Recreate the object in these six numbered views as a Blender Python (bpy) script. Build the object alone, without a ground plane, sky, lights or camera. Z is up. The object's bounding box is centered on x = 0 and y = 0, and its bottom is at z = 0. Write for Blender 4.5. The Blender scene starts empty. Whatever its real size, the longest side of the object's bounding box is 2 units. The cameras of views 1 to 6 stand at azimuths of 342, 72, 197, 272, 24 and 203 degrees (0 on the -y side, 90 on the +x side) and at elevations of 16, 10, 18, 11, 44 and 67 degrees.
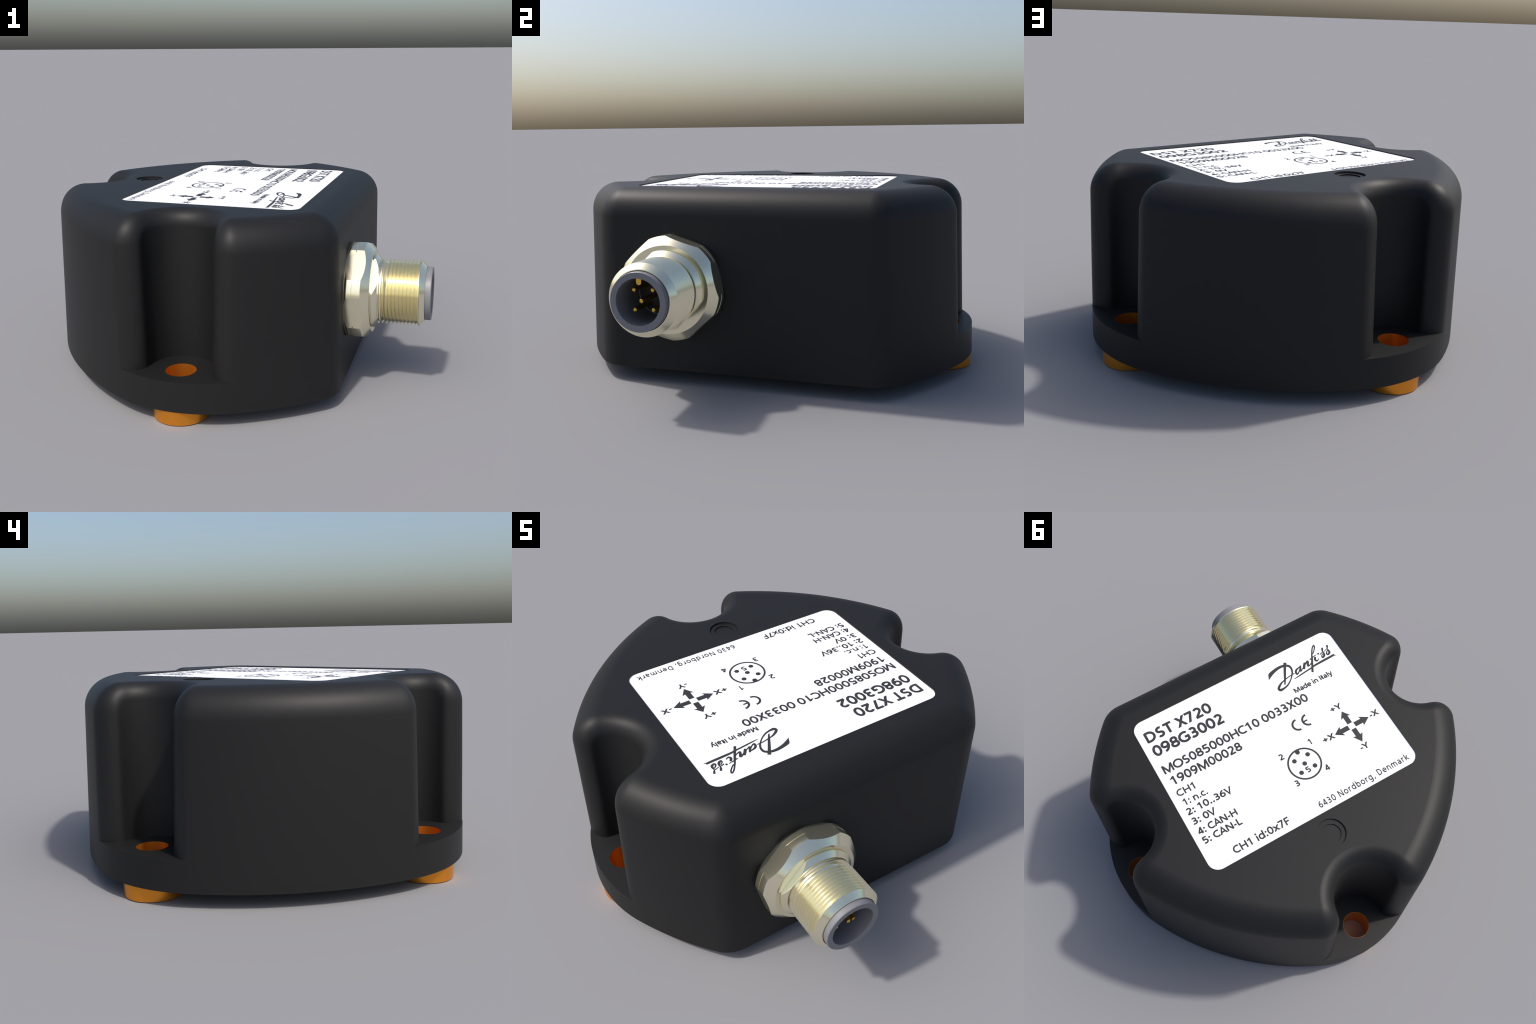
"""Inclination sensor: moulded black housing with three notched mounting ears,
orange bushings, printed white label and a nickel-plated threaded connector."""
import bpy, bmesh, math
import numpy as np
from mathutils import Matrix, Vector

# ----------------------------------------------------------------- dimensions
YAW = math.radians(-34.98)          # heading of the connector axis
CENTRE = (0.0165, 0.0005)          # hole-pattern centre in world x, y

Z_BASE, Z_FLANGE, Z_TOP = 0.072, 0.222, 0.9595
DRAFT = 0.026                      # wall lean, metres per metre
R_SIDE, D_SIDE = 1.5895, 0.600      # big side arcs: radius, centre offset
TIP_END = 1.064                    # reach of the ears
FACE_A, CORNER_R = 0.7095, 0.17     # flat connector face, its corner radius
HOLE_D, HOLE_R = 0.922, 0.0745     # bolt circle, bolt hole radius
NOTCH_R, NOTCH_F = 0.1655, 0.079    # clearance notch radius, edge fillet
NOTCH_LEAN = 0.018                 # the notch widens slightly upwards
TOP_F = 0.140                      # fillet around the top of the housing
VENT = (-0.557, 0.004)             # round stepped recess in the top
VENT_R1, VENT_R2 = 0.0765, 0.0515

LABEL = (-0.4440, 0.4865, -0.6170, 0.6145)   # a min, a max, b min, b max
LABEL_Z = 0.9535

CONN_B, CONN_Z = -0.307, 0.4800    # connector axis: side offset, height at a = 0
CONN_TILT = math.atan(0.0255)      # it stands square on the leaning face

# ------------------------------------------------------------------ utilities
def principled(name, colour, rough, metallic=0.0, spec=0.5, grain=0.0, scale=60.0,
               bump=0.0, coat=0.0):
    m = bpy.data.materials.new(name)
    m.use_nodes = True
    nt = m.node_tree
    p = nt.nodes["Principled BSDF"]
    p.inputs["Base Color"].default_value = (*colour, 1)
    p.inputs["Roughness"].default_value = rough
    p.inputs["Metallic"].default_value = metallic
    p.inputs["Specular IOR Level"].default_value = spec
    p.inputs["Coat Weight"].default_value = coat
    if grain or bump:
        tc = nt.nodes.new("ShaderNodeTexCoord")
        nz = nt.nodes.new("ShaderNodeTexNoise")
        nz.inputs["Scale"].default_value = scale
        nz.inputs["Detail"].default_value = 3.0
        nt.links.new(tc.outputs["Object"], nz.inputs["Vector"])
        if grain:
            rp = nt.nodes.new("ShaderNodeValToRGB")
            lo = [max(0, c * (1 - grain)) for c in colour]
            hi = [min(1, c * (1 + grain)) for c in colour]
            rp.color_ramp.elements[0].position = 0.3
            rp.color_ramp.elements[1].position = 0.7
            rp.color_ramp.elements[0].color = (*lo, 1)
            rp.color_ramp.elements[1].color = (*hi, 1)
            nt.links.new(nz.outputs["Fac"], rp.inputs["Fac"])
            nt.links.new(rp.outputs["Color"], p.inputs["Base Color"])
        if bump:
            bp = nt.nodes.new("ShaderNodeBump")
            bp.inputs["Strength"].default_value = bump
            bp.inputs["Distance"].default_value = 0.001
            nt.links.new(nz.outputs["Fac"], bp.inputs["Height"])
            nt.links.new(bp.outputs["Normal"], p.inputs["Normal"])
    return m

M_BLACK = principled("moulded_black_plastic", (0.0105, 0.0105, 0.0107), 0.52, spec=0.27, grain=0.05, scale=400)
M_LABEL = principled("white_label_film", (0.86, 0.86, 0.87), 0.45, grain=0.01, scale=30)
M_INK = principled("printing_ink", (0.030, 0.030, 0.032), 0.5, spec=0.3, grain=0.04, scale=200)
M_NICKEL = principled("nickel_plated_brass", (0.87, 0.82, 0.61), 0.17, metallic=0.92, grain=0.02, scale=90)
M_GOLD = principled("gold_plating", (0.80, 0.50, 0.09), 0.25, metallic=1.0, grain=0.02, scale=90)
M_GREY = principled("grey_insert_plastic", (0.180, 0.180, 0.192), 0.45, grain=0.02, scale=120)
M_DARK = principled("dark_insert_floor", (0.055, 0.050, 0.045), 0.5, grain=0.03, scale=120)
M_PALE = principled("pale_seal_ring", (0.55, 0.55, 0.52), 0.4, grain=0.02, scale=120)
M_ORANGE = principled("orange_bushing", (0.80, 0.305, 0.032), 0.32, metallic=0.82, grain=0.03, scale=70)

ROOT = bpy.data.objects.new("inclination_sensor", None)
bpy.context.collection.objects.link(ROOT)
ROOT.location = (CENTRE[0], CENTRE[1], 0)
ROOT.rotation_euler = (0, 0, YAW)
ROOT["label"] = "black moulded tilt sensor with white label and round metal connector"
ROOT["category"] = "sensor"

def add(name, mesh, mat, parent=ROOT, sharp=30.0, smooth=True):
    o = bpy.data.objects.new(name, mesh)
    bpy.context.collection.objects.link(o)
    o.parent = parent
    if mat is not None:
        mesh.materials.clear()
        mesh.materials.append(mat)
    if smooth:
        mesh.polygons.foreach_set("use_smooth", [True] * len(mesh.polygons))
        mesh.set_sharp_from_angle(angle=math.radians(sharp))
    mesh.update()
    return o

def bm_mesh(bm, name):
    me = bpy.data.meshes.new(name)
    bm.to_mesh(me)
    bm.free()
    return me

# ------------------------------------------------- plan outline of the housing
KQ = D_SIDE / math.sqrt(2)
# ear arc: tangent to both neighbouring side arcs and passing through the ear end
TIP_C = ((R_SIDE - TIP_END) ** 2 - 2 * KQ * KQ) / (2 * (KQ - (R_SIDE - TIP_END)))
TIP_R = TIP_END - TIP_C
YC = math.sqrt((R_SIDE - CORNER_R) ** 2 - (FACE_A - CORNER_R + KQ) ** 2) - KQ
PHI_C = math.degrees(math.atan2(YC + KQ, FACE_A - CORNER_R + KQ))
PHI_T = math.degrees(math.atan2(KQ, TIP_C + KQ))     # ear arc half angle
ARCS = []                                              # (centre, radius, phi0, phi1)
ARCS.append(((FACE_A - CORNER_R, YC), CORNER_R, 0, PHI_C))
ARCS.append(((-KQ, -KQ), R_SIDE, PHI_C, 90 - PHI_T))
ARCS.append(((0, TIP_C), TIP_R, 90 - PHI_T, 90 + PHI_T))
ARCS.append(((KQ, -KQ), R_SIDE, 90 + PHI_T, 180 - PHI_T))
ARCS.append(((-TIP_C, 0), TIP_R, 180 - PHI_T, 180 + PHI_T))
ARCS.append(((KQ, KQ), R_SIDE, 180 + PHI_T, 270 - PHI_T))
ARCS.append(((0, -TIP_C), TIP_R, 270 - PHI_T, 270 + PHI_T))
ARCS.append(((-KQ, KQ), R_SIDE, 270 + PHI_T, 360 - PHI_C))
ARCS.append(((FACE_A - CORNER_R, -YC), CORNER_R, 360 - PHI_C, 360))

def outline_point(phi, inset=0.0):
    """Point of the outline whose outward normal has angle phi (degrees)."""
    phi = phi % 360.0
    for c, r, p0, p1 in ARCS:
        if p0 <= phi <= p1:
            a = math.radians(phi)
            return (c[0] + (r - inset) * math.cos(a), c[1] + (r - inset) * math.sin(a))

def outline_dist(x, y):
    """Signed distance to the outline, negative inside."""
    best = np.full_like(x, -9.0)
    for c, r, p0, p1 in ARCS:
        dx, dy = x - c[0], y - c[1]
        ang = np.degrees(np.arctan2(dy, dx)) % 360.0
        d = np.hypot(dx, dy) - r
        best = np.where((ang >= p0) & (ang <= p1), np.maximum(best, d), best)
    flat = (np.abs(y) <= YC)
    return np.where(flat, np.maximum(best, x - FACE_A), best)

HOLES = [(HOLE_D * math.cos(math.radians(p)), HOLE_D * math.sin(math.radians(p)), p)
         for p in (90, 180, 270)]

def shell(x, y, z):
    """Housing without notches: leaning walls and a rounded top."""
    s = outline_dist(x, y) + DRAFT * (z - Z_BASE)
    t = z - Z_TOP
    u = np.maximum(s + TOP_F, 0)
    v = np.maximum(t + TOP_F, 0)
    return np.minimum(-TOP_F, np.maximum(s, t)) + np.hypot(u, v)

def housing(x, y, z):
    """Shell cut by the three clearance notches, edges rolled with a ball fillet."""
    e = 1e-4
    a = shell(x, y, z)
    gx = (shell(x + e, y, z) - shell(x - e, y, z)) / (2 * e)
    gy = (shell(x, y + e, z) - shell(x, y - e, z)) / (2 * e)
    gz = (shell(x, y, z + e) - shell(x, y, z - e)) / (2 * e)
    gl = np.sqrt(gx * gx + gy * gy + gz * gz) + 1e-9
    out = a
    for hx, hy, _ in HOLES:
        dx, dy = x - hx, y - hy
        d = np.hypot(dx, dy) + 1e-9
        b = NOTCH_R + NOTCH_LEAN * (z - Z_FLANGE) - d
        c = np.clip((gx * -dx / d + gy * -dy / d) / gl, -0.95, 0.95)
        a1, b1 = a + NOTCH_F, b + NOTCH_F
        q = (a1 * a1 + b1 * b1 - 2 * c * a1 * b1) / (1 - c * c)
        wedge = (a1 - c * b1 > 0) & (b1 - c * a1 > 0) & (np.maximum(a1, b1) > 0)
        f = np.where(wedge, np.sqrt(np.maximum(q, 0)) - NOTCH_F, np.maximum(a, b))
        out = np.maximum(out, f)
    return out

def settle(pts, z, steps=14):
    """Slide a loop of points in plan until it lies on the housing at height z."""
    x, y = pts[:, 0].copy(), pts[:, 1].copy()
    e = 2e-5
    zz = np.full_like(x, z)
    for _ in range(steps):
        f = housing(x, y, zz)
        gx = (housing(x + e, y, zz) - housing(x - e, y, zz)) / (2 * e)
        gy = (housing(x, y + e, zz) - housing(x, y - e, zz)) / (2 * e)
        g2 = np.maximum(gx * gx + gy * gy, 1e-3)
        sx, sy = -f * gx / g2, -f * gy / g2
        L = np.maximum(1.0, np.hypot(sx, sy) / 0.02)
        x += sx / L
        y += sy / L
    return np.stack([x, y], 1)

def label_outline(grow=0.0, r=0.058):
    a0, a1, b0, b1 = LABEL
    pts = []
    for cx, cy, s in ((a1 - r, b1 - r, 0), (a0 + r, b1 - r, 90), (a0 + r, b0 + r, 180), (a1 - r, b0 + r, 270)):
        for q in np.linspace(s, s + 90, 16):
            t = math.radians(q)
            pts.append((cx + (r + grow) * math.cos(t), cy + (r + grow) * math.sin(t)))
    return pts

# ------------------------------------------------------------------ the housing
def build_housing():
    inset = DRAFT * (Z_FLANGE - Z_BASE)
    lo, hi = 1.0, 44.0                  # angle at which the notch fillet leaves the wall
    for _ in range(60):
        mid = (lo + hi) / 2
        c = outline_point(90 + mid, inset + NOTCH_F)
        if math.hypot(c[0], c[1] - HOLE_D) > NOTCH_R + NOTCH_F:
            hi = mid
        else:
            lo = mid
    phi_f = (lo + hi) / 2

    loop, tag = [], []                  # tag: ('s', k) shared wall, ('n', k) notch
    shared_phi, tip_phi = [], []
    spans = [(270 + phi_f, 450 - phi_f, 90), (90 + phi_f, 180 - phi_f, 180), (180 + phi_f, 270 - phi_f, 270)]
    for p0, p1, psi in spans:
        phis = []
        if p0 > 269:                     # front span: side arc, corner, flat, corner, side arc
            phis += list(np.linspace(p0, 360 - PHI_C, 16)[:-1])
            phis += list(np.linspace(360 - PHI_C, 359.999, 14))
            phis += [('flat', f) for f in np.linspace(0, 1, 12)[1:-1]]
            phis += list(np.linspace(360.001, 360 + PHI_C, 14))
            phis += list(np.linspace(360 + PHI_C, p1, 16)[1:])
        else:
            phis += list(np.linspace(p0, p1, 44))
        for f in phis:
            loop.append(f)
            tag.append('s')
        # notch: fillet, arc about the bolt hole, fillet
        a = math.radians(psi)
        hx, hy = HOLE_D * math.cos(a), HOLE_D * math.sin(a)
        c1 = outline_point(psi - phi_f, inset + NOTCH_F)
        c2 = outline_point(psi + phi_f, inset + NOTCH_F)
        d1 = math.degrees(math.atan2(hy - c1[1], hx - c1[0]))
        d2 = math.degrees(math.atan2(hy - c2[1], hx - c2[0]))
        s1 = (psi - phi_f)
        e1 = s1 + ((d1 - s1) % 360)
        for q in np.linspace(s1, e1, 18)[1:]:
            r = math.radians(q)
            loop.append((c1[0] + NOTCH_F * math.cos(r), c1[1] + NOTCH_F * math.sin(r)))
            tag.append('n')
        n1 = d1 + 180
        sweep = ((d2 + 180) - n1) % 360 - 360
        for q in np.linspace(n1, n1 + sweep, 46)[1:-1]:
            r = math.radians(q)
            loop.append((hx + NOTCH_R * math.cos(r), hy + NOTCH_R * math.sin(r)))
            tag.append('n')
        e2 = psi + phi_f
        s2 = e2 - ((e2 - d2) % 360)
        for q in np.linspace(s2, e2, 18)[:-1]:
            r = math.radians(q)
            loop.append((c2[0] + NOTCH_F * math.cos(r), c2[1] + NOTCH_F * math.sin(r)))
            tag.append('n')

    def plan(entry, ins):
        if isinstance(entry, tuple) and entry[0] == 'flat':
            return (FACE_A - ins, -YC + 2 * YC * entry[1])
        if isinstance(entry, tuple):
            return entry
        return outline_point(entry, ins)

    row0 = np.array([plan(e, inset) for e in loop])
    n = len(row0)
    zs = [Z_FLANGE] + list(np.linspace(Z_FLANGE, Z_TOP - TOP_F, 9)[1:])
    zs += [Z_TOP - TOP_F * (1 - math.sin(math.radians(t))) for t in np.linspace(0, 88, 40)[1:]]
    rows, cur = [], row0
    for z in zs:
        cur = settle(cur, z)
        rows.append(cur)

    bm = bmesh.new()
    grid = [[bm.verts.new((p[0], p[1], z)) for p in r] for r, z in zip(rows, zs)]
    for r0, r1 in zip(grid, grid[1:]):
        for i in range(n):
            j = (i + 1) % n
            bm.faces.new((r0[i], r0[j], r1[j], r1[i]))

    def ring(cx, cy, r, z, count=64):
        return [bm.verts.new((cx + r * math.cos(2 * math.pi * i / count),
                              cy + r * math.sin(2 * math.pi * i / count), z)) for i in range(count)]

    def loop_edges(vs, closed=True):
        m = len(vs)
        out = []
        for i in range(m if closed else m - 1):
            a, b = vs[i], vs[(i + 1) % m]
            out.append(bm.edges.get((a, b)) or bm.edges.new((a, b)))
        return out

    def bridge(a, b, flip=False):
        m = len(a)
        for i in range(m):
            j = (i + 1) % m
            f = (a[i], a[j], b[j], b[i])
            bm.faces.new(f[::-1] if flip else f)

    def fill(edges, up=True):
        res = bmesh.ops.triangle_fill(bm, edges=edges, use_beauty=True, use_dissolve=False,
                                      normal=(0, 0, 1 if up else -1))
        for f in res["geom"]:
            if isinstance(f, bmesh.types.BMFace):
                f.normal_update()
                if (f.normal.z > 0) != up:
                    f.normal_flip()

    # flat top with the stepped vent recess
    zt = zs[-1]
    v1 = ring(*VENT, VENT_R1, zt)
    pocket = [bm.verts.new((x, y, zt)) for x, y in label_outline(0.0004)]
    pocket_b = [bm.verts.new((v.co.x, v.co.y, LABEL_Z - 0.003)) for v in pocket]
    fill(loop_edges(grid[-1]) + loop_edges(v1) + loop_edges(pocket))
    bridge(pocket, pocket_b, flip=True)
    bm.faces.new(pocket_b)
    v1b = ring(*VENT, VENT_R1, zt - 0.009)
    v2 = ring(*VENT, VENT_R2, zt - 0.009)
    v2b = ring(*VENT, VENT_R2, zt - 0.015)
    bridge(v1, v1b, flip=True)
    bridge(v1b, v2, flip=True)
    bridge(v2, v2b, flip=True)
    bm.faces.new(v2b)

    # mounting plate: full outline, ear tips exposed under the notches
    plate_top, plate_bot, i = [], [], 0
    for k, (p0, p1, psi) in enumerate(spans):
        while i < n and tag[i] == 's':
            plate_top.append(grid[0][i])
            q = plan(loop[i], 0.0)
            plate_bot.append(bm.verts.new((q[0], q[1], Z_BASE)))
            i += 1
        a_start = i - 1
        ear = [plate_top[-1]]
        for q in np.linspace(psi - phi_f, psi + phi_f, 44)[1:-1]:
            t, b = outline_point(q, inset), outline_point(q, 0.0)
            v = bm.verts.new((t[0], t[1], Z_FLANGE))
            ear.append(v)
            plate_top.append(v)
            plate_bot.append(bm.verts.new((b[0], b[1], Z_BASE)))
        while i < n and tag[i] == 'n':
            i += 1
        a_end = i % n
        ear.append(grid[0][a_end])
        inner = [grid[0][j % n] for j in range(a_start, i + 1)]
        hx, hy, _ = HOLES[k]
        hole = ring(hx, hy, HOLE_R, Z_FLANGE, 72)
        holeb = ring(hx, hy, HOLE_R, Z_BASE, 72)
        fill(loop_edges(ear, False) + loop_edges(inner, False) + loop_edges(hole))
        bridge(hole, holeb, flip=True)
        HOLES[k] = (hx, hy, holeb)
    bridge(plate_bot, plate_top)
    fill(loop_edges(plate_bot) + [e for h in HOLES for e in loop_edges(h[2])], up=False)

    me = bm_mesh(bm, "housing")
    o = add("housing", me, M_BLACK, sharp=32)
    flat = [abs(p.normal.z) > 0.99999 for p in me.polygons]
    me.polygons.foreach_set("use_smooth", [not f for f in flat])
    me.update()
    return o

# ------------------------------------------------------------- round parts
def lathe(profile, seg=160, close=True):
    """Solid of revolution about local +x; profile = [(a, radius), ...]."""
    bm = bmesh.new()
    rings = []
    for a, r in profile:
        if r <= 1e-6:
            rings.append([bm.verts.new((a, 0, 0))])
        else:
            rings.append([bm.verts.new((a, r * math.cos(2 * math.pi * i / seg),
                                        r * math.sin(2 * math.pi * i / seg))) for i in range(seg)])
    for r0, r1 in zip(rings, rings[1:]):
        for i in range(seg):
            j = (i + 1) % seg
            if len(r0) == 1 and len(r1) > 1:
                bm.faces.new((r0[0], r1[j], r1[i]))
            elif len(r1) == 1 and len(r0) > 1:
                bm.faces.new((r0[i], r0[j], r1[0]))
            elif len(r0) > 1:
                bm.faces.new((r0[i], r0[j], r1[j], r1[i]))
    bmesh.ops.recalc_face_normals(bm, faces=bm.faces)
    return bm

def prism(sides, apothem, a0, a1, turn):
    """Prism along local +x, first flat's normal at angle turn in the y-z plane."""
    bm = bmesh.new()
    R = apothem / math.cos(math.pi / sides)
    va, vb = [], []
    for i in range(sides):
        t = turn + math.pi / sides + 2 * math.pi * i / sides
        va.append(bm.verts.new((a0, R * math.cos(t), R * math.sin(t))))
        vb.append(bm.verts.new((a1, R * math.cos(t), R * math.sin(t))))
    bm.faces.new(va)
    bm.faces.new(vb)
    for i in range(sides):
        j = (i + 1) % sides
        bm.faces.new((va[i], va[j], vb[j], vb[i]))
    bmesh.ops.recalc_face_normals(bm, faces=bm.faces)
    return bm

def intersect(bm_a, bm_b, name):
    """Mesh of the common volume of two closed bmeshes."""
    oa = bpy.data.objects.new("helper_a", bm_mesh(bm_a, name))
    ob = bpy.data.objects.new("helper_b", bm_mesh(bm_b, "helper_b"))
    for o in (oa, ob):
        bpy.context.collection.objects.link(o)
    md = oa.modifiers.new("cut", 'BOOLEAN')
    md.operation, md.object, md.solver = 'INTERSECT', ob, 'EXACT'
    bpy.context.view_layer.update()
    me = bpy.data.meshes.new_from_object(oa.evaluated_get(bpy.context.evaluated_depsgraph_get()))
    me.name = name
    for o in (oa, ob):
        bpy.data.objects.remove(o)
    return me

def on_axis(o):
    o.location = (0, CONN_B, CONN_Z)
    o.rotation_euler = (0, -CONN_TILT, 0)
    return o

def build_bushings():
    bm = bmesh.new()
    prof = [(0.000, 0.0738), (0.000, 0.1370), (0.0015, 0.1385), (0.0730, 0.1385), (0.0745, 0.110), (0.150, 0.110), (0.150, 0.090),
            (0.2205, 0.0785), (0.2205, 0.0738), (0.000, 0.0738)]
    src = lathe(prof, 96)
    src.transform(Matrix.Rotation(-math.pi / 2, 4, 'Y'))     # local +x becomes +z
    me = bm_mesh(src, "bushing")
    bm.free()
    first = None
    for p in (90, 180, 270):
        a = math.radians(p)
        if first is None:
            o = first = add("bushing", me, M_ORANGE)
        else:
            o = first.copy()
            bpy.context.collection.objects.link(o)
            o.parent = ROOT
        o.location = (HOLE_D * math.cos(a), HOLE_D * math.sin(a), 0)

def build_connector():
    conn = bpy.data.objects.new("connector", None)
    bpy.context.collection.objects.link(conn)
    conn.parent = ROOT
    on_axis(conn)

    # hexagonal nut with turned corners, chamfer and a fine line round the corners
    R, face = 0.2515, 0.698
    nut = lathe([(face - 0.03, 0), (face - 0.03, R - 0.012), (face + 0.004, R - 0.012), (face + 0.016, R),
                 (0.738, R), (0.739, R - 0.0035), (0.7425, R - 0.0035), (0.7435, R),
                 (0.781, R), (0.820, 0.211), (0.820, 0.0)], 192)
    corner = math.pi - math.radians(17)              # one corner points here in the y-z plane
    me = intersect(nut, prism(6, 0.2365, face - 0.05, 0.9, corner + math.pi / 6), "nut")
    add("nut", me, M_NICKEL, conn, 10)

    # collar with a pair of spanner flats
    col = lathe([(0.80, 0), (0.80, 0.1845), (0.8225, 0.1845), (0.8250, 0.1885), (0.8300, 0.1885),
                 (0.8500, 0.167), (0.8485, 0.0)], 160)
    t = math.pi - math.radians(42)
    box = prism(4, 0.163, 0.79, 0.9, t)
    for v in box.verts:                              # only two of the four sides cut
        s = v.co.y * -math.sin(t) + v.co.z * math.cos(t)
        v.co.y += -math.sin(t) * math.copysign(0.3, s)
        v.co.z += math.cos(t) * math.copysign(0.3, s)
    me = intersect(col, box, "collar")
    add("collar", me, M_NICKEL, conn, 10)

    # barrel: relief groove, plain band, threads, lead-in chamfer
    a0, a1, pitch = 0.868, 1.053, 0.0181
    crest, root = 0.1670, 0.1500
    band = lathe([(0.80, 0.10), (0.80, 0.154), (0.856, 0.154), (0.857, 0.160), (0.861, 0.1655), (0.868, 0.1655),
                  (0.876, root - 0.001), (1.041, root - 0.001), (1.047, crest - 0.004), (a1, crest), (1.077, 0.1405),
                  (1.0775, 0.1365), (1.06, 0.1345), (1.0, 0.12), (0.82, 0.10), (0.80, 0.10)], 160)
    barrel = add("barrel", bm_mesh(band, "barrel"), M_NICKEL, conn, 20)

    bm = bmesh.new()
    per = 128
    turns = int((a1 - a0) / pitch)
    total = (turns) * per
    va, vb = [], []
    for k in range(total + per + 1):
        t = k / per
        ang = 2 * math.pi * t + 0.6
        fade = min(1.0, t / 0.5)
        def vert(axial, rad):
            if axial > a1:                           # cut off square where the lead-in starts
                rad -= (crest - root) * min(1.0, (axial - a1) / (0.5 * pitch)) * (1 if rad > root else -1)
                axial = a1
            return bm.verts.new((axial, rad * math.cos(ang), rad * math.sin(ang)))
        va.append(vert(a0 + pitch * t, root))
        vb.append(vert(a0 + pitch * (t + 0.5), root + (crest - root) * fade))
    for k in range(total + per):
        bm.faces.new((va[k], va[k + 1], vb[k + 1], vb[k]))
        if k + per + 1 < len(va):
            bm.faces.new((vb[k], vb[k + 1], va[k + 1 + per], va[k + per]))
    bmesh.ops.recalc_face_normals(bm, faces=bm.faces)
    add("thread", bm_mesh(bm, "thread"), M_NICKEL, conn, 25)

    # plastic insert, its floor, seal line, key and contact pins
    ins = lathe([(0.90, 0.1335), (1.1035, 0.1335), (1.1065, 0.1315), (1.1065, 0.1060), (1.1045, 0.1045),
                 (0.875, 0.1040), (0.87, 0.12), (0.90, 0.1335)], 128)
    add("insert", bm_mesh(ins, "insert"), M_GREY, conn, 25)
    floor = lathe([(0.86, 0), (0.86, 0.108), (0.890, 0.108), (0.890, 0)], 96)
    add("insert_floor", bm_mesh(floor, "insert_floor"), M_DARK, conn)
    seal = lathe([(0.888, 0.0965), (0.8915, 0.0965), (0.8915, 0.0995), (0.888, 0.0995), (0.888, 0.0965)], 96)
    add("seal_ring", bm_mesh(seal, "seal_ring"), M_PALE, conn)

    def pin_mesh(tip, r):
        p = lathe([(0.86, 0), (0.86, r), (tip - 0.006, r), (tip - 0.0025, r * 0.88), (tip, r * 0.5), (tip, 0)], 32)
        return bm_mesh(p, "contact_pin")
    outer = pin_mesh(1.052, 0.0107)
    first = None
    for k in range(4):
        t = math.radians(45 + 90 * k + 2)
        if first is None:
            o = first = add("contact_pin", outer, M_GOLD, conn)
        else:
            o = first.copy()
            bpy.context.collection.objects.link(o)
            o.parent = conn
        o.location = (0, 0.064 * math.cos(t), 0.064 * math.sin(t))
    add("contact_pin", pin_mesh(1.075, 0.0107), M_GOLD, conn)

    bm = bmesh.new()                                 # coding key: bar with a rounded foot
    sec = [(0.012 * math.cos(t), 0.086 + 0.012 * math.sin(t)) for t in np.linspace(math.pi, 2 * math.pi, 17)]
    sec += [(0.012, 0.1070), (-0.012, 0.1070)]
    f0 = [bm.verts.new((0.862, y, z)) for y, z in sec]
    f1 = [bm.verts.new((1.090, y, z)) for y, z in sec]
    bm.faces.new(f0)
    bm.faces.new(f1)
    for i in range(len(sec)):
        j = (i + 1) % len(sec)
        bm.faces.new((f0[i], f0[j], f1[j], f1[i]))
    bmesh.ops.recalc_face_normals(bm, faces=bm.faces)
    add("coding_key", bm_mesh(bm, "coding_key"), M_GOLD, conn)

# -------------------------------------------------------------------- the label
# Label artwork is laid out in (u, v): u runs along -b (reading direction), v along +a.
INK_Z = LABEL_Z + 0.0005

def art(u, v, z=INK_Z):
    return (v - 0.002, 0.001 - u, z)

def build_label():
    pts = label_outline()
    bm = bmesh.new()
    top = [bm.verts.new((x, y, LABEL_Z)) for x, y in pts]
    bot = [bm.verts.new((x, y, LABEL_Z - 0.005)) for x, y in pts]
    bm.faces.new(top)
    bm.faces.new(bot[::-1])
    for i in range(len(pts)):
        j = (i + 1) % len(pts)
        bm.faces.new((bot[i], bot[j], top[j], top[i]))
    return add("label", bm_mesh(bm, "label"), M_LABEL)

TEXTS = [  # string, u left, u right, baseline v, capital height, pen width / capital height
    ("DST X720", -0.576, -0.187, 0.353, 0.063, 0.222),
    ("098G3002", -0.576, -0.163, 0.262, 0.063, 0.222),
    ("MOS085000HC10 0033X00", -0.579, 0.297, 0.150, 0.050, 0.202),
    ("1909M00028", -0.574, -0.156, 0.074, 0.050, 0.202),
    ("CH1", -0.576, -0.473, 0.003, 0.040, 0.187),
    ("1: n.c.", -0.573, -0.434, -0.055, 0.038, 0.197),
    ("2: 10..36V", -0.578, -0.319, -0.111, 0.038, 0.212),
    ("3: 0V", -0.579, -0.445, -0.170, 0.038, 0.212),
    ("4: CAN-H", -0.580, -0.357, -0.231, 0.038, 0.212),
    ("5: CAN-L", -0.578, -0.361, -0.286, 0.038, 0.212),
    ("CH1 id:0x7F", -0.472, -0.150, -0.407, 0.041, 0.197),
    ("6430 Nordborg, Denmark", 0.022, 0.572, -0.414, 0.036, 0.172),
    ("Made in Italy", 0.254, 0.495, 0.222, 0.030, 0.222),
    ("+Y", 0.362, 0.430, 0.020, 0.034, 0.212),
    ("+X", 0.232, 0.302, -0.115, 0.034, 0.212),
    ("-X", 0.527, 0.582, -0.111, 0.034, 0.212),
    ("-Y", 0.380, 0.432, -0.249, 0.034, 0.212),
    ("1", 0.157, 0.177, -0.083, 0.034, 0.212),
    ("2", -0.020, 0.004, -0.084, 0.034, 0.212),
    ("3", -0.023, 0.001, -0.253, 0.034, 0.212),
    ("4", 0.156, 0.182, -0.255, 0.034, 0.212),
    ("5", 0.067, 0.091, -0.214, 0.032, 0.212),
]

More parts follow.
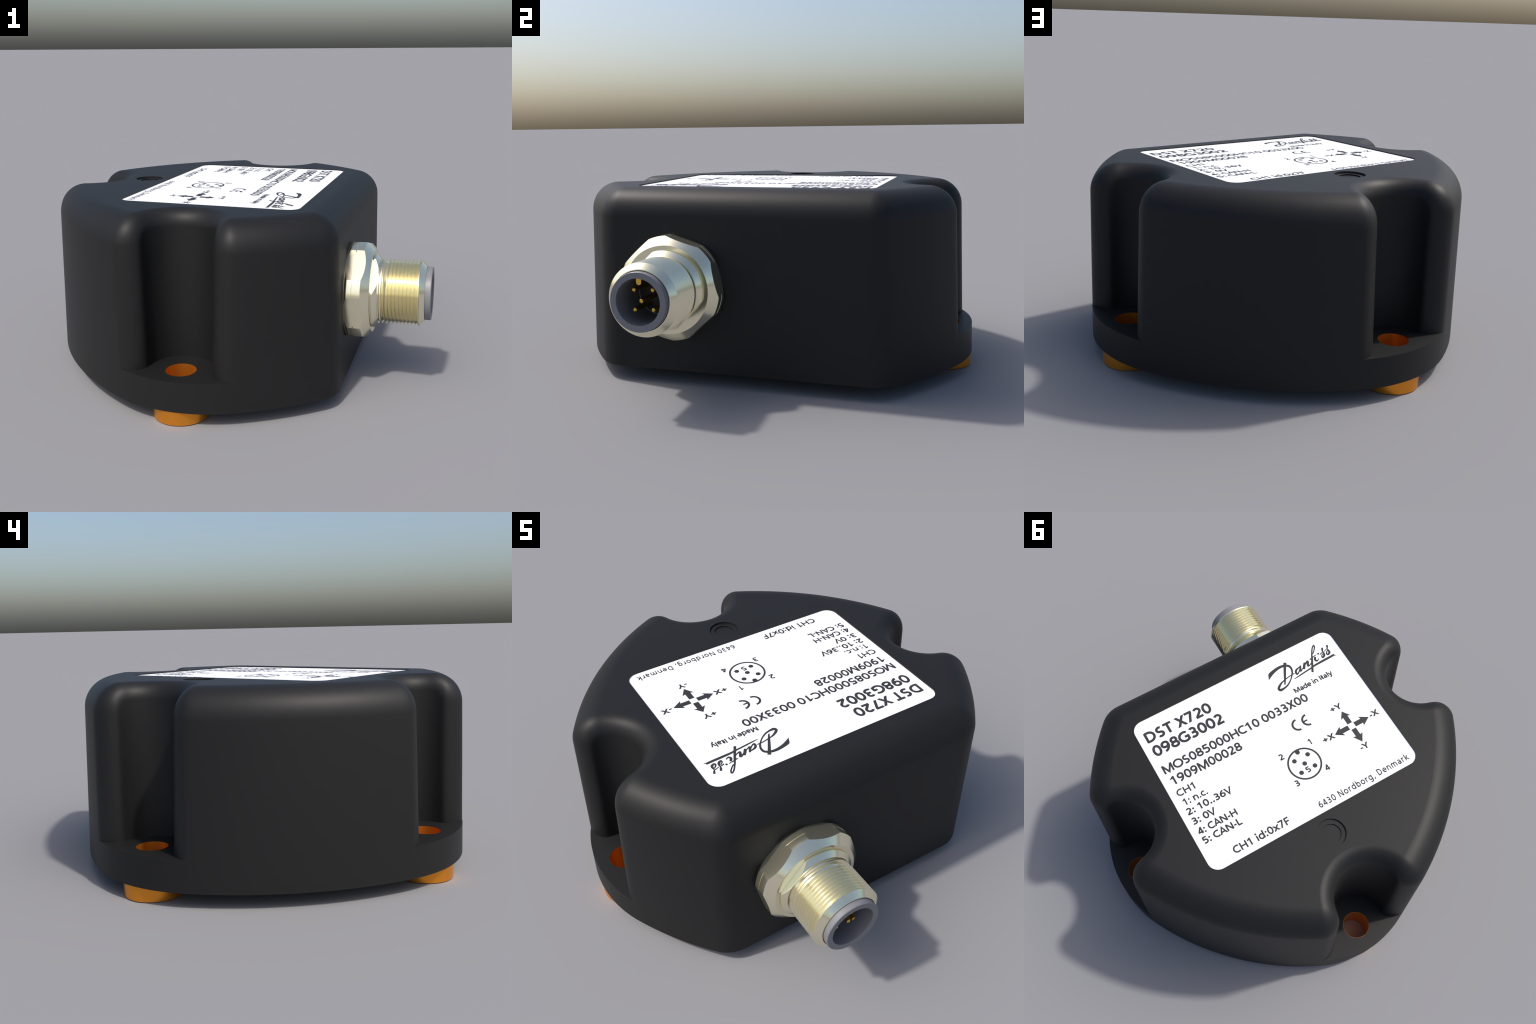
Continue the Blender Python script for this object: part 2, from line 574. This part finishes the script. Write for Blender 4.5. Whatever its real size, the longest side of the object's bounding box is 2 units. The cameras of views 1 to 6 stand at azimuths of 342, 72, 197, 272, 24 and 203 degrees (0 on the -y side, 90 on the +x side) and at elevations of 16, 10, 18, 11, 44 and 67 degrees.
def arc(cx, cy, rx, ry, t0, t1, n=26):
    return [(cx + rx * math.cos(math.radians(t0 + (t1 - t0) * i / n)),
             cy + ry * math.sin(math.radians(t0 + (t1 - t0) * i / n))) for i in range(n + 1)]

def stem(x, top=1.0, foot=0.0):
    return [(x, foot), (x, top)]

# Plain humanist sans as pen strokes; capital height 1.  Each glyph: (advance, strokes).
GLYPHS = {
    ' ': (0.36, []),
    '0': (0.80, [arc(0.40, 0.5, 0.28, 0.425, 0, 360, 40)]),
    '1': (0.80, [[(0.12, 0.70), (0.44, 0.95)], stem(0.43)]),
    '2': (0.80, [arc(0.37, 0.68, 0.25, 0.24, 150, -32) + [(0.13, 0.09)], [(0.07, 0.08), (0.72, 0.08)]]),
    '3': (0.80, [arc(0.35, 0.71, 0.23, 0.21, 140, -85), arc(0.35, 0.29, 0.28, 0.215, 85, -145),
                 [(0.22, 0.505), (0.40, 0.505)]]),
    '4': (0.80, [stem(0.56), [(0.56, 1.0), (0.10, 0.26)], [(0.04, 0.27), (0.76, 0.27)]]),
    '5': (0.80, [[(0.13, 0.92), (0.66, 0.92)], [(0.19, 0.97), (0.17, 0.50)],
                 arc(0.36, 0.33, 0.29, 0.25, 128, -140)]),
    '6': (0.80, [arc(0.41, 0.32, 0.27, 0.24, 0, 360, 40),
                 arc(0.62, 0.34, 0.48, 0.58, 92, 180)]),
    '7': (0.80, [[(0.06, 0.92), (0.72, 0.92)], [(0.64, 0.90), (0.25, 0)]]),
    '8': (0.80, [arc(0.40, 0.715, 0.23, 0.205, 0, 360, 36), arc(0.40, 0.29, 0.28, 0.21, 0, 360, 36)]),
    '9': (0.80, [arc(0.39, 0.68, 0.27, 0.24, 0, 360, 40), arc(0.18, 0.66, 0.48, 0.58, -88, 0)]),
    'D': (1.04, [stem(0.17), [(0.17, 0.92)] + arc(0.42, 0.5, 0.44, 0.42, 90, -90) + [(0.17, 0.08)]]),
    'S': (0.76, [arc(0.39, 0.705, 0.235, 0.215, 50, 250, 30) + arc(0.35, 0.285, 0.25, 0.21, 58, -140, 30)]),
    'T': (0.78, [[(0.02, 0.92), (0.76, 0.92)], stem(0.39)]),
    'X': (0.84, [[(0.09, 0), (0.75, 1)], [(0.09, 1), (0.75, 0)]]),
    'G': (1.00, [arc(0.55, 0.5, 0.45, 0.42, 52, 300, 40) + [(0.88, 0.12)], stem(0.86, 0.53, 0.09), [(0.56, 0.47), (0.94, 0.47)]]),
    'M': (1.27, [stem(0.17), stem(1.10), [(0.17, 1.0), (0.635, 0.08), (1.10, 1.0)]]),
    'O': (1.09, [arc(0.545, 0.5, 0.46, 0.425, 0, 360, 44)]),
    'H': (1.04, [stem(0.17), stem(0.87), [(0.17, 0.5), (0.87, 0.5)]]),
    'C': (0.90, [arc(0.55, 0.5, 0.45, 0.42, 52, 308, 40)]),
    'N': (1.07, [stem(0.17), stem(0.90), [(0.17, 1.0), (0.90, 0.0)]]),
    'A': (0.90, [[(0.05, 0), (0.45, 0.98), (0.85, 0)], [(0.20, 0.31), (0.70, 0.31)]]),
    'V': (0.86, [[(0.04, 1), (0.43, 0.02), (0.82, 1)]]),
    'L': (0.73, [stem(0.17), [(0.17, 0.08), (0.68, 0.08)]]),
    'F': (0.73, [stem(0.17), [(0.17, 0.92), (0.68, 0.92)], [(0.17, 0.49), (0.63, 0.49)]]),
    'Y': (0.80, [[(0.05, 1), (0.40, 0.42)], [(0.75, 1), (0.40, 0.42)], stem(0.40, 0.46)]),
    'I': (0.40, [stem(0.20)]),
    '-': (0.45, [[(0.06, 0.36), (0.40, 0.36)]]),
    '+': (0.80, [[(0.08, 0.5), (0.72, 0.5)], stem(0.40, 0.82, 0.18)]),
    ',': (0.38, [[(0.25, 0.17), (0.14, -0.17)]]),
    '.': (0.38, ['dot', (0.19, 0.10)]),
    ':': (0.39, ['dot', (0.19, 0.10), (0.19, 0.62)]),
    'n': (0.86, [stem(0.15, 0.74), arc(0.43, 0.40, 0.27, 0.26, 180, 0) + [(0.70, 0)]]),
    'c': (0.68, [arc(0.42, 0.37, 0.30, 0.30, 52, 308, 36)]),
    'i': (0.36, [stem(0.18, 0.74), 'dot', (0.18, 0.96)]),
    'd': (0.86, [arc(0.40, 0.37, 0.29, 0.30, 0, 360, 40), stem(0.70, 1.06)]),
    'b': (0.86, [stem(0.15, 1.06), arc(0.45, 0.37, 0.29, 0.30, 0, 360, 40)]),
    'x': (0.76, [[(0.07, 0), (0.69, 0.74)], [(0.07, 0.74), (0.69, 0)]]),
    'r': (0.58, [stem(0.15, 0.74), arc(0.43, 0.38, 0.28, 0.28, 180, 75)]),
    'o': (0.86, [arc(0.43, 0.37, 0.32, 0.30, 0, 360, 40)]),
    'g': (0.84, [arc(0.40, 0.37, 0.28, 0.30, 0, 360, 40), stem(0.69, 0.74, -0.02) , arc(0.40, -0.02, 0.29, 0.25, 0, -140)]),
    'e': (0.80, [arc(0.42, 0.37, 0.31, 0.30, 0, 308, 40), [(0.12, 0.37), (0.76, 0.37)]]),
    'm': (1.28, [stem(0.15, 0.74), arc(0.39, 0.42, 0.24, 0.25, 180, 0) + [(0.63, 0)],
                 arc(0.87, 0.42, 0.24, 0.25, 180, 0) + [(1.11, 0)]]),
    'a': (0.78, [arc(0.38, 0.42, 0.24, 0.25, 140, 0) + [(0.62, 0)], arc(0.35, 0.22, 0.22, 0.155, 0, 360, 30)]),
    'k': (0.74, [stem(0.15, 1.06), [(0.15, 0.26), (0.66, 0.74)], [(0.32, 0.42), (0.70, 0)]]),
    't': (0.50, [[(0.21, 0.94), (0.21, 0.24)] + arc(0.37, 0.24, 0.16, 0.17, 180, 290, 12), [(0.03, 0.67), (0.46, 0.67)]]),
    'l': (0.36, [stem(0.18, 1.06)]),
    'y': (0.72, [[(0.05, 0.74), (0.37, 0.02)], [(0.68, 0.74), (0.28, -0.26)], [(0.36, -0.23), (0.06, -0.23)]]),
}

def ribbon(pts, pen):
    """Left and right edges of a pen stroke: mitred corners, ends cut square to the line of text."""
    p = np.array(pts, float)
    seg = np.diff(p, axis=0)
    seg /= np.linalg.norm(seg, axis=1)[:, None] + 1e-12
    nrm = np.stack([-seg[:, 1], seg[:, 0]], 1)
    off = np.zeros_like(p)
    off[0], off[-1] = nrm[0], nrm[-1]
    for i in range(1, len(p) - 1):
        m = nrm[i - 1] + nrm[i]
        off[i] = m / max(0.35, 0.5 * (m @ m))
    if len(p) <= 3:
        for i, sgm in ((0, seg[0]), (-1, seg[-1])):
            if abs(sgm[1]) > 0.45:
                off[i] = (-math.copysign(1, sgm[1]) / abs(sgm[1]), 0)
            elif abs(sgm[0]) > 0.5:
                off[i] = (0, math.copysign(1, sgm[0]) / abs(sgm[0]))
    return p + off * pen / 2, p - off * pen / 2

def build_text(label):
    for s, u0, u1, v0, h, pen in TEXTS:
        bm = bmesh.new()
        strokes, x = [], 0.0
        for ch in s:
            adv, items = GLYPHS[ch]
            dots = False
            for it in items:
                if it == 'dot':
                    dots = True
                elif dots:
                    strokes.append(('d', [(x + it[0], it[1])]))
                else:
                    strokes.append(('s', [(x + q[0], q[1]) for q in it]))
            x += adv + (0.13 if len(s) > 21 else 0.0)   # the address line is set wide
        polys = []
        for kind, pts in strokes:
            if kind == 'd':
                r = pen * 0.62
                polys.append(np.array([(pts[0][0] + r * math.cos(t), pts[0][1] + r * math.sin(t))
                                       for t in np.linspace(0, 2 * math.pi, 20, endpoint=False)]))
            else:
                polys.append(ribbon(pts, pen))
        xs = np.concatenate([np.concatenate(q)[:, 0] if isinstance(q, tuple) else q[:, 0] for q in polys])
        k = (u1 - u0) / (xs.max() - xs.min())
        def place(q, z):
            return bm.verts.new(art(u0 + (q[0] - xs.min()) * k, v0 + q[1] * h, z))
        for i, q in enumerate(polys):
            z = INK_Z + 3e-5 * (i % 5)               # strokes that touch stay just apart
            if isinstance(q, tuple):
                left, right = [place(a, z) for a in q[0]], [place(a, z) for a in q[1]]
                for j in range(len(left) - 1):
                    bm.faces.new((right[j], right[j + 1], left[j + 1], left[j]))
            else:
                bm.faces.new([place(a, z) for a in q])
        for f in bm.faces:
            f.normal_update()
            if f.normal.z < 0:
                f.normal_flip()
        add("printed_text", bm_mesh(bm, "printed_text"), M_INK, label, smooth=False)

def plate(name, polys, label):
    """Flat ink shapes: polygons in (u, v), each a list of points."""
    bm = bmesh.new()
    for k, poly in enumerate(polys):
        f = bm.faces.new([bm.verts.new(art(u, v)) for u, v in poly])
        f.normal_update()
        if f.normal.z < 0:
            f.normal_flip()
    return add(name, bm_mesh(bm, name), M_INK, label, smooth=False)

def disc(u, v, r, n=40):
    return [(u + r * math.cos(2 * math.pi * i / n), v + r * math.sin(2 * math.pi * i / n)) for i in range(n)]

def band_arc(u, v, r0, r1, t0, t1, n=48):
    """Arc band as a list of quads."""
    ts = [math.radians(t0 + (t1 - t0) * i / n) for i in range(n + 1)]
    return [[(u + r0 * math.cos(p), v + r0 * math.sin(p)), (u + r1 * math.cos(p), v + r1 * math.sin(p)),
             (u + r1 * math.cos(q), v + r1 * math.sin(q)), (u + r0 * math.cos(q), v + r0 * math.sin(q))]
            for p, q in zip(ts, ts[1:])]

LOGO = [   # script wordmark as pen strokes: (u, v, pen width)
    [(0.1743, 0.3793, 0.0250), (0.1938, 0.3923, 0.0205), (0.2202, 0.4012, 0.0174), (0.2500, 0.4068, 0.0153),
     (0.2762, 0.4060, 0.0139), (0.2962, 0.3993, 0.0127), (0.3103, 0.3871, 0.0119), (0.3130, 0.3685, 0.0098),
     (0.3067, 0.3477, 0.0086), (0.2931, 0.3282, 0.0065), (0.2724, 0.3070, 0.0061), (0.2447, 0.2885, 0.0078),
     (0.2174, 0.2804, 0.0098), (0.1949, 0.2801, 0.0147), (0.1878, 0.2902, 0.0119), (0.1976, 0.3024, 0.0119),
     (0.2186, 0.3157, 0.0086), (0.2367, 0.3217, 0.0065), (0.2552, 0.3261, 0.0057), (0.2850, 0.3315, 0.0053),
     (0.3124, 0.3328, 0.0053)],
    [(0.3016, 0.4183, 0.0143), (0.2863, 0.3934, 0.0119), (0.2664, 0.3591, 0.0106), (0.2470, 0.3248, 0.0086),
     (0.2304, 0.2968, 0.0045)],
    [(0.3634, 0.3530, 0.0049), (0.3493, 0.3520, 0.0061), (0.3326, 0.3464, 0.0090), (0.3231, 0.3351, 0.0094),
     (0.3229, 0.3215, 0.0082), (0.3369, 0.3271, 0.0049), (0.3572, 0.3459, 0.0049)],
    [(0.3665, 0.3604, 0.0070), (0.3566, 0.3431, 0.0090), (0.3499, 0.3286, 0.0082), (0.3640, 0.3342, 0.0037),
     (0.3799, 0.3449, 0.0037)],
    [(0.3957, 0.3650, 0.0070), (0.3842, 0.3470, 0.0115), (0.3723, 0.3294, 0.0094)],
    [(0.3853, 0.3449, 0.0037), (0.4033, 0.3590, 0.0065), (0.4152, 0.3629, 0.0094), (0.4089, 0.3496, 0.0106),
     (0.4038, 0.3356, 0.0090), (0.4139, 0.3358, 0.0045), (0.4308, 0.3445, 0.0045)],
    [(0.4034, 0.2898, 0.0098), (0.4223, 0.3232, 0.0094), (0.4433, 0.3604, 0.0086), (0.4617, 0.3933, 0.0061),
     (0.4818, 0.4224, 0.0053), (0.4982, 0.4349, 0.0053), (0.4969, 0.4230, 0.0053), (0.4835, 0.4057, 0.0045),
     (0.4658, 0.3894, 0.0037)],
    [(0.4313, 0.3659, 0.0053), (0.4469, 0.3683, 0.0049), (0.4619, 0.3729, 0.0033), (0.4801, 0.3748, 0.0025)],
    [(0.4671, 0.3668, 0.0086), (0.4572, 0.3508, 0.0098), (0.4613, 0.3400, 0.0074), (0.4712, 0.3411, 0.0041),
     (0.4792, 0.3473, 0.0020)],
    [(0.5319, 0.3979, 0.0074), (0.5257, 0.3858, 0.0086), (0.5219, 0.3754, 0.0049), (0.5208, 0.3605, 0.0082),
     (0.5152, 0.3481, 0.0098), (0.5031, 0.3417, 0.0078), (0.5015, 0.3514, 0.0041), (0.5137, 0.3630, 0.0037)],
    [(0.4992, 0.3652, 0.0045), (0.5167, 0.3722, 0.0037)],
    [(0.5275, 0.3712, 0.0029), (0.5548, 0.3799, 0.0029)],
    [(0.5644, 0.3995, 0.0082), (0.5599, 0.3879, 0.0074), (0.5538, 0.3773, 0.0037), (0.5540, 0.3599, 0.0086),
     (0.5494, 0.3485, 0.0094), (0.5369, 0.3439, 0.0078), (0.5338, 0.3529, 0.0057), (0.5424, 0.3635, 0.0045),
     (0.5534, 0.3697, 0.0037)],
    [(0.2927, 0.3024, 0.0016), (0.3283, 0.3062, 0.0053), (0.3803, 0.3125, 0.0065), (0.4088, 0.3152, 0.0070),
     (0.4389, 0.3203, 0.0090), (0.4946, 0.3228, 0.0110), (0.5389, 0.3240, 0.0106), (0.5672, 0.3256, 0.0094)],
    [(0.5610, 0.3245, 0.0053), (0.5746, 0.3166, 0.0008)],
]

def smooth_stroke(pts, sub=8):
    """Catmull-Rom through the pen points."""
    p = np.array([pts[0]] + list(pts) + [pts[-1]])
    out = []
    for i in range(1, len(p) - 2):
        for t in np.linspace(0, 1, sub, endpoint=False):
            q = 0.5 * (2 * p[i] + (p[i + 1] - p[i - 1]) * t
                       + (2 * p[i - 1] - 5 * p[i] + 4 * p[i + 1] - p[i + 2]) * t * t
                       + (3 * p[i] - p[i - 1] - 3 * p[i + 1] + p[i + 2]) * t ** 3)
            out.append(q)
    out.append(p[-2])
    return np.array(out)

def build_logo(label):
    bm = bmesh.new()
    for k, pts in enumerate(LOGO):
        s = smooth_stroke(pts)
        d = np.gradient(s[:, :2], axis=0)
        d /= np.linalg.norm(d, axis=1)[:, None] + 1e-9
        nrm = np.stack([-d[:, 1], d[:, 0]], 1)
        if k == 0:
            for i in range(9):                       # upright cut at the start of the flag
                f = i / 8
                nrm[i] = (1 - f) * np.array((0.43, 0.90)) + f * nrm[8]
        left, right = [], []
        for i, q in enumerate(s):
            z = INK_Z + 4e-5 * k + 4e-4 * i / len(s)    # strokes that cross stay apart
            w = q[2] * 0.57 + (0.0006 if k else 0)
            left.append(bm.verts.new(art(q[0] + nrm[i, 0] * w, q[1] + nrm[i, 1] * w, z)))
            right.append(bm.verts.new(art(q[0] - nrm[i, 0] * w, q[1] - nrm[i, 1] * w, z)))
        for i in range(len(s) - 1):
            f = bm.faces.new((right[i], right[i + 1], left[i + 1], left[i]))
    bm.faces.new([bm.verts.new(art(u, v, INK_Z + 7e-4)) for u, v in disc(0.4922, 0.3750, 0.0055)])
    bmesh.ops.recalc_face_normals(bm, faces=bm.faces)
    for f in bm.faces:
        f.normal_update()
        if f.normal.z < 0:
            f.normal_flip()
    add("script_logo", bm_mesh(bm, "script_logo"), M_INK, label, smooth=False)

def build_symbols(label):
    # axis cross of four arrows
    for ang, tip in ((0, 0.108), (90, 0.101), (180, 0.106), (270, 0.107)):
        c, s = math.cos(math.radians(ang)), math.sin(math.radians(ang))
        shape = [(0.0185, -0.0140), (0.064, -0.0140), (0.059, -0.0300), (tip, 0), (0.059, 0.0300),
                 (0.064, 0.0140), (0.0185, 0.0140)]
        plate("axis_arrow", [[(0.411 + x * c - y * s, -0.099 + x * s + y * c) for x, y in shape]], label)
    # connector face diagram
    u, v = 0.080, -0.160
    plate("diagram_ring", band_arc(u, v, 0.0822, 0.0918, 0, 360, 96), label)
    for du, dv in ((0.0405, 0.0375), (-0.0405, 0.0375), (0, 0), (0.0405, -0.0365), (-0.0415, -0.0370)):
        plate("diagram_dot", [disc(u + du, v + dv, 0.0125)], label)
    notch = [(u + 0.0125 * math.cos(t), v + 0.073 + 0.0125 * math.sin(t)) for t in np.linspace(math.pi, 2 * math.pi, 17)]
    notch += [(u + 0.0125, v + 0.0825), (u - 0.0125, v + 0.0825)]
    plate("diagram_key", [notch], label)
    # conformity mark
    plate("conformity_mark", band_arc(0.168, 0.052, 0.0255, 0.0368, 88, 272)
          + band_arc(0.229, 0.052, 0.0255, 0.0368, 88, 272)
          + [[(0.2030, 0.0475), (0.2245, 0.0475), (0.2245, 0.0565), (0.2030, 0.0565)]], label)

build_housing()
build_bushings()
build_connector()
LBL = build_label()
build_text(LBL)
build_logo(LBL)
build_symbols(LBL)
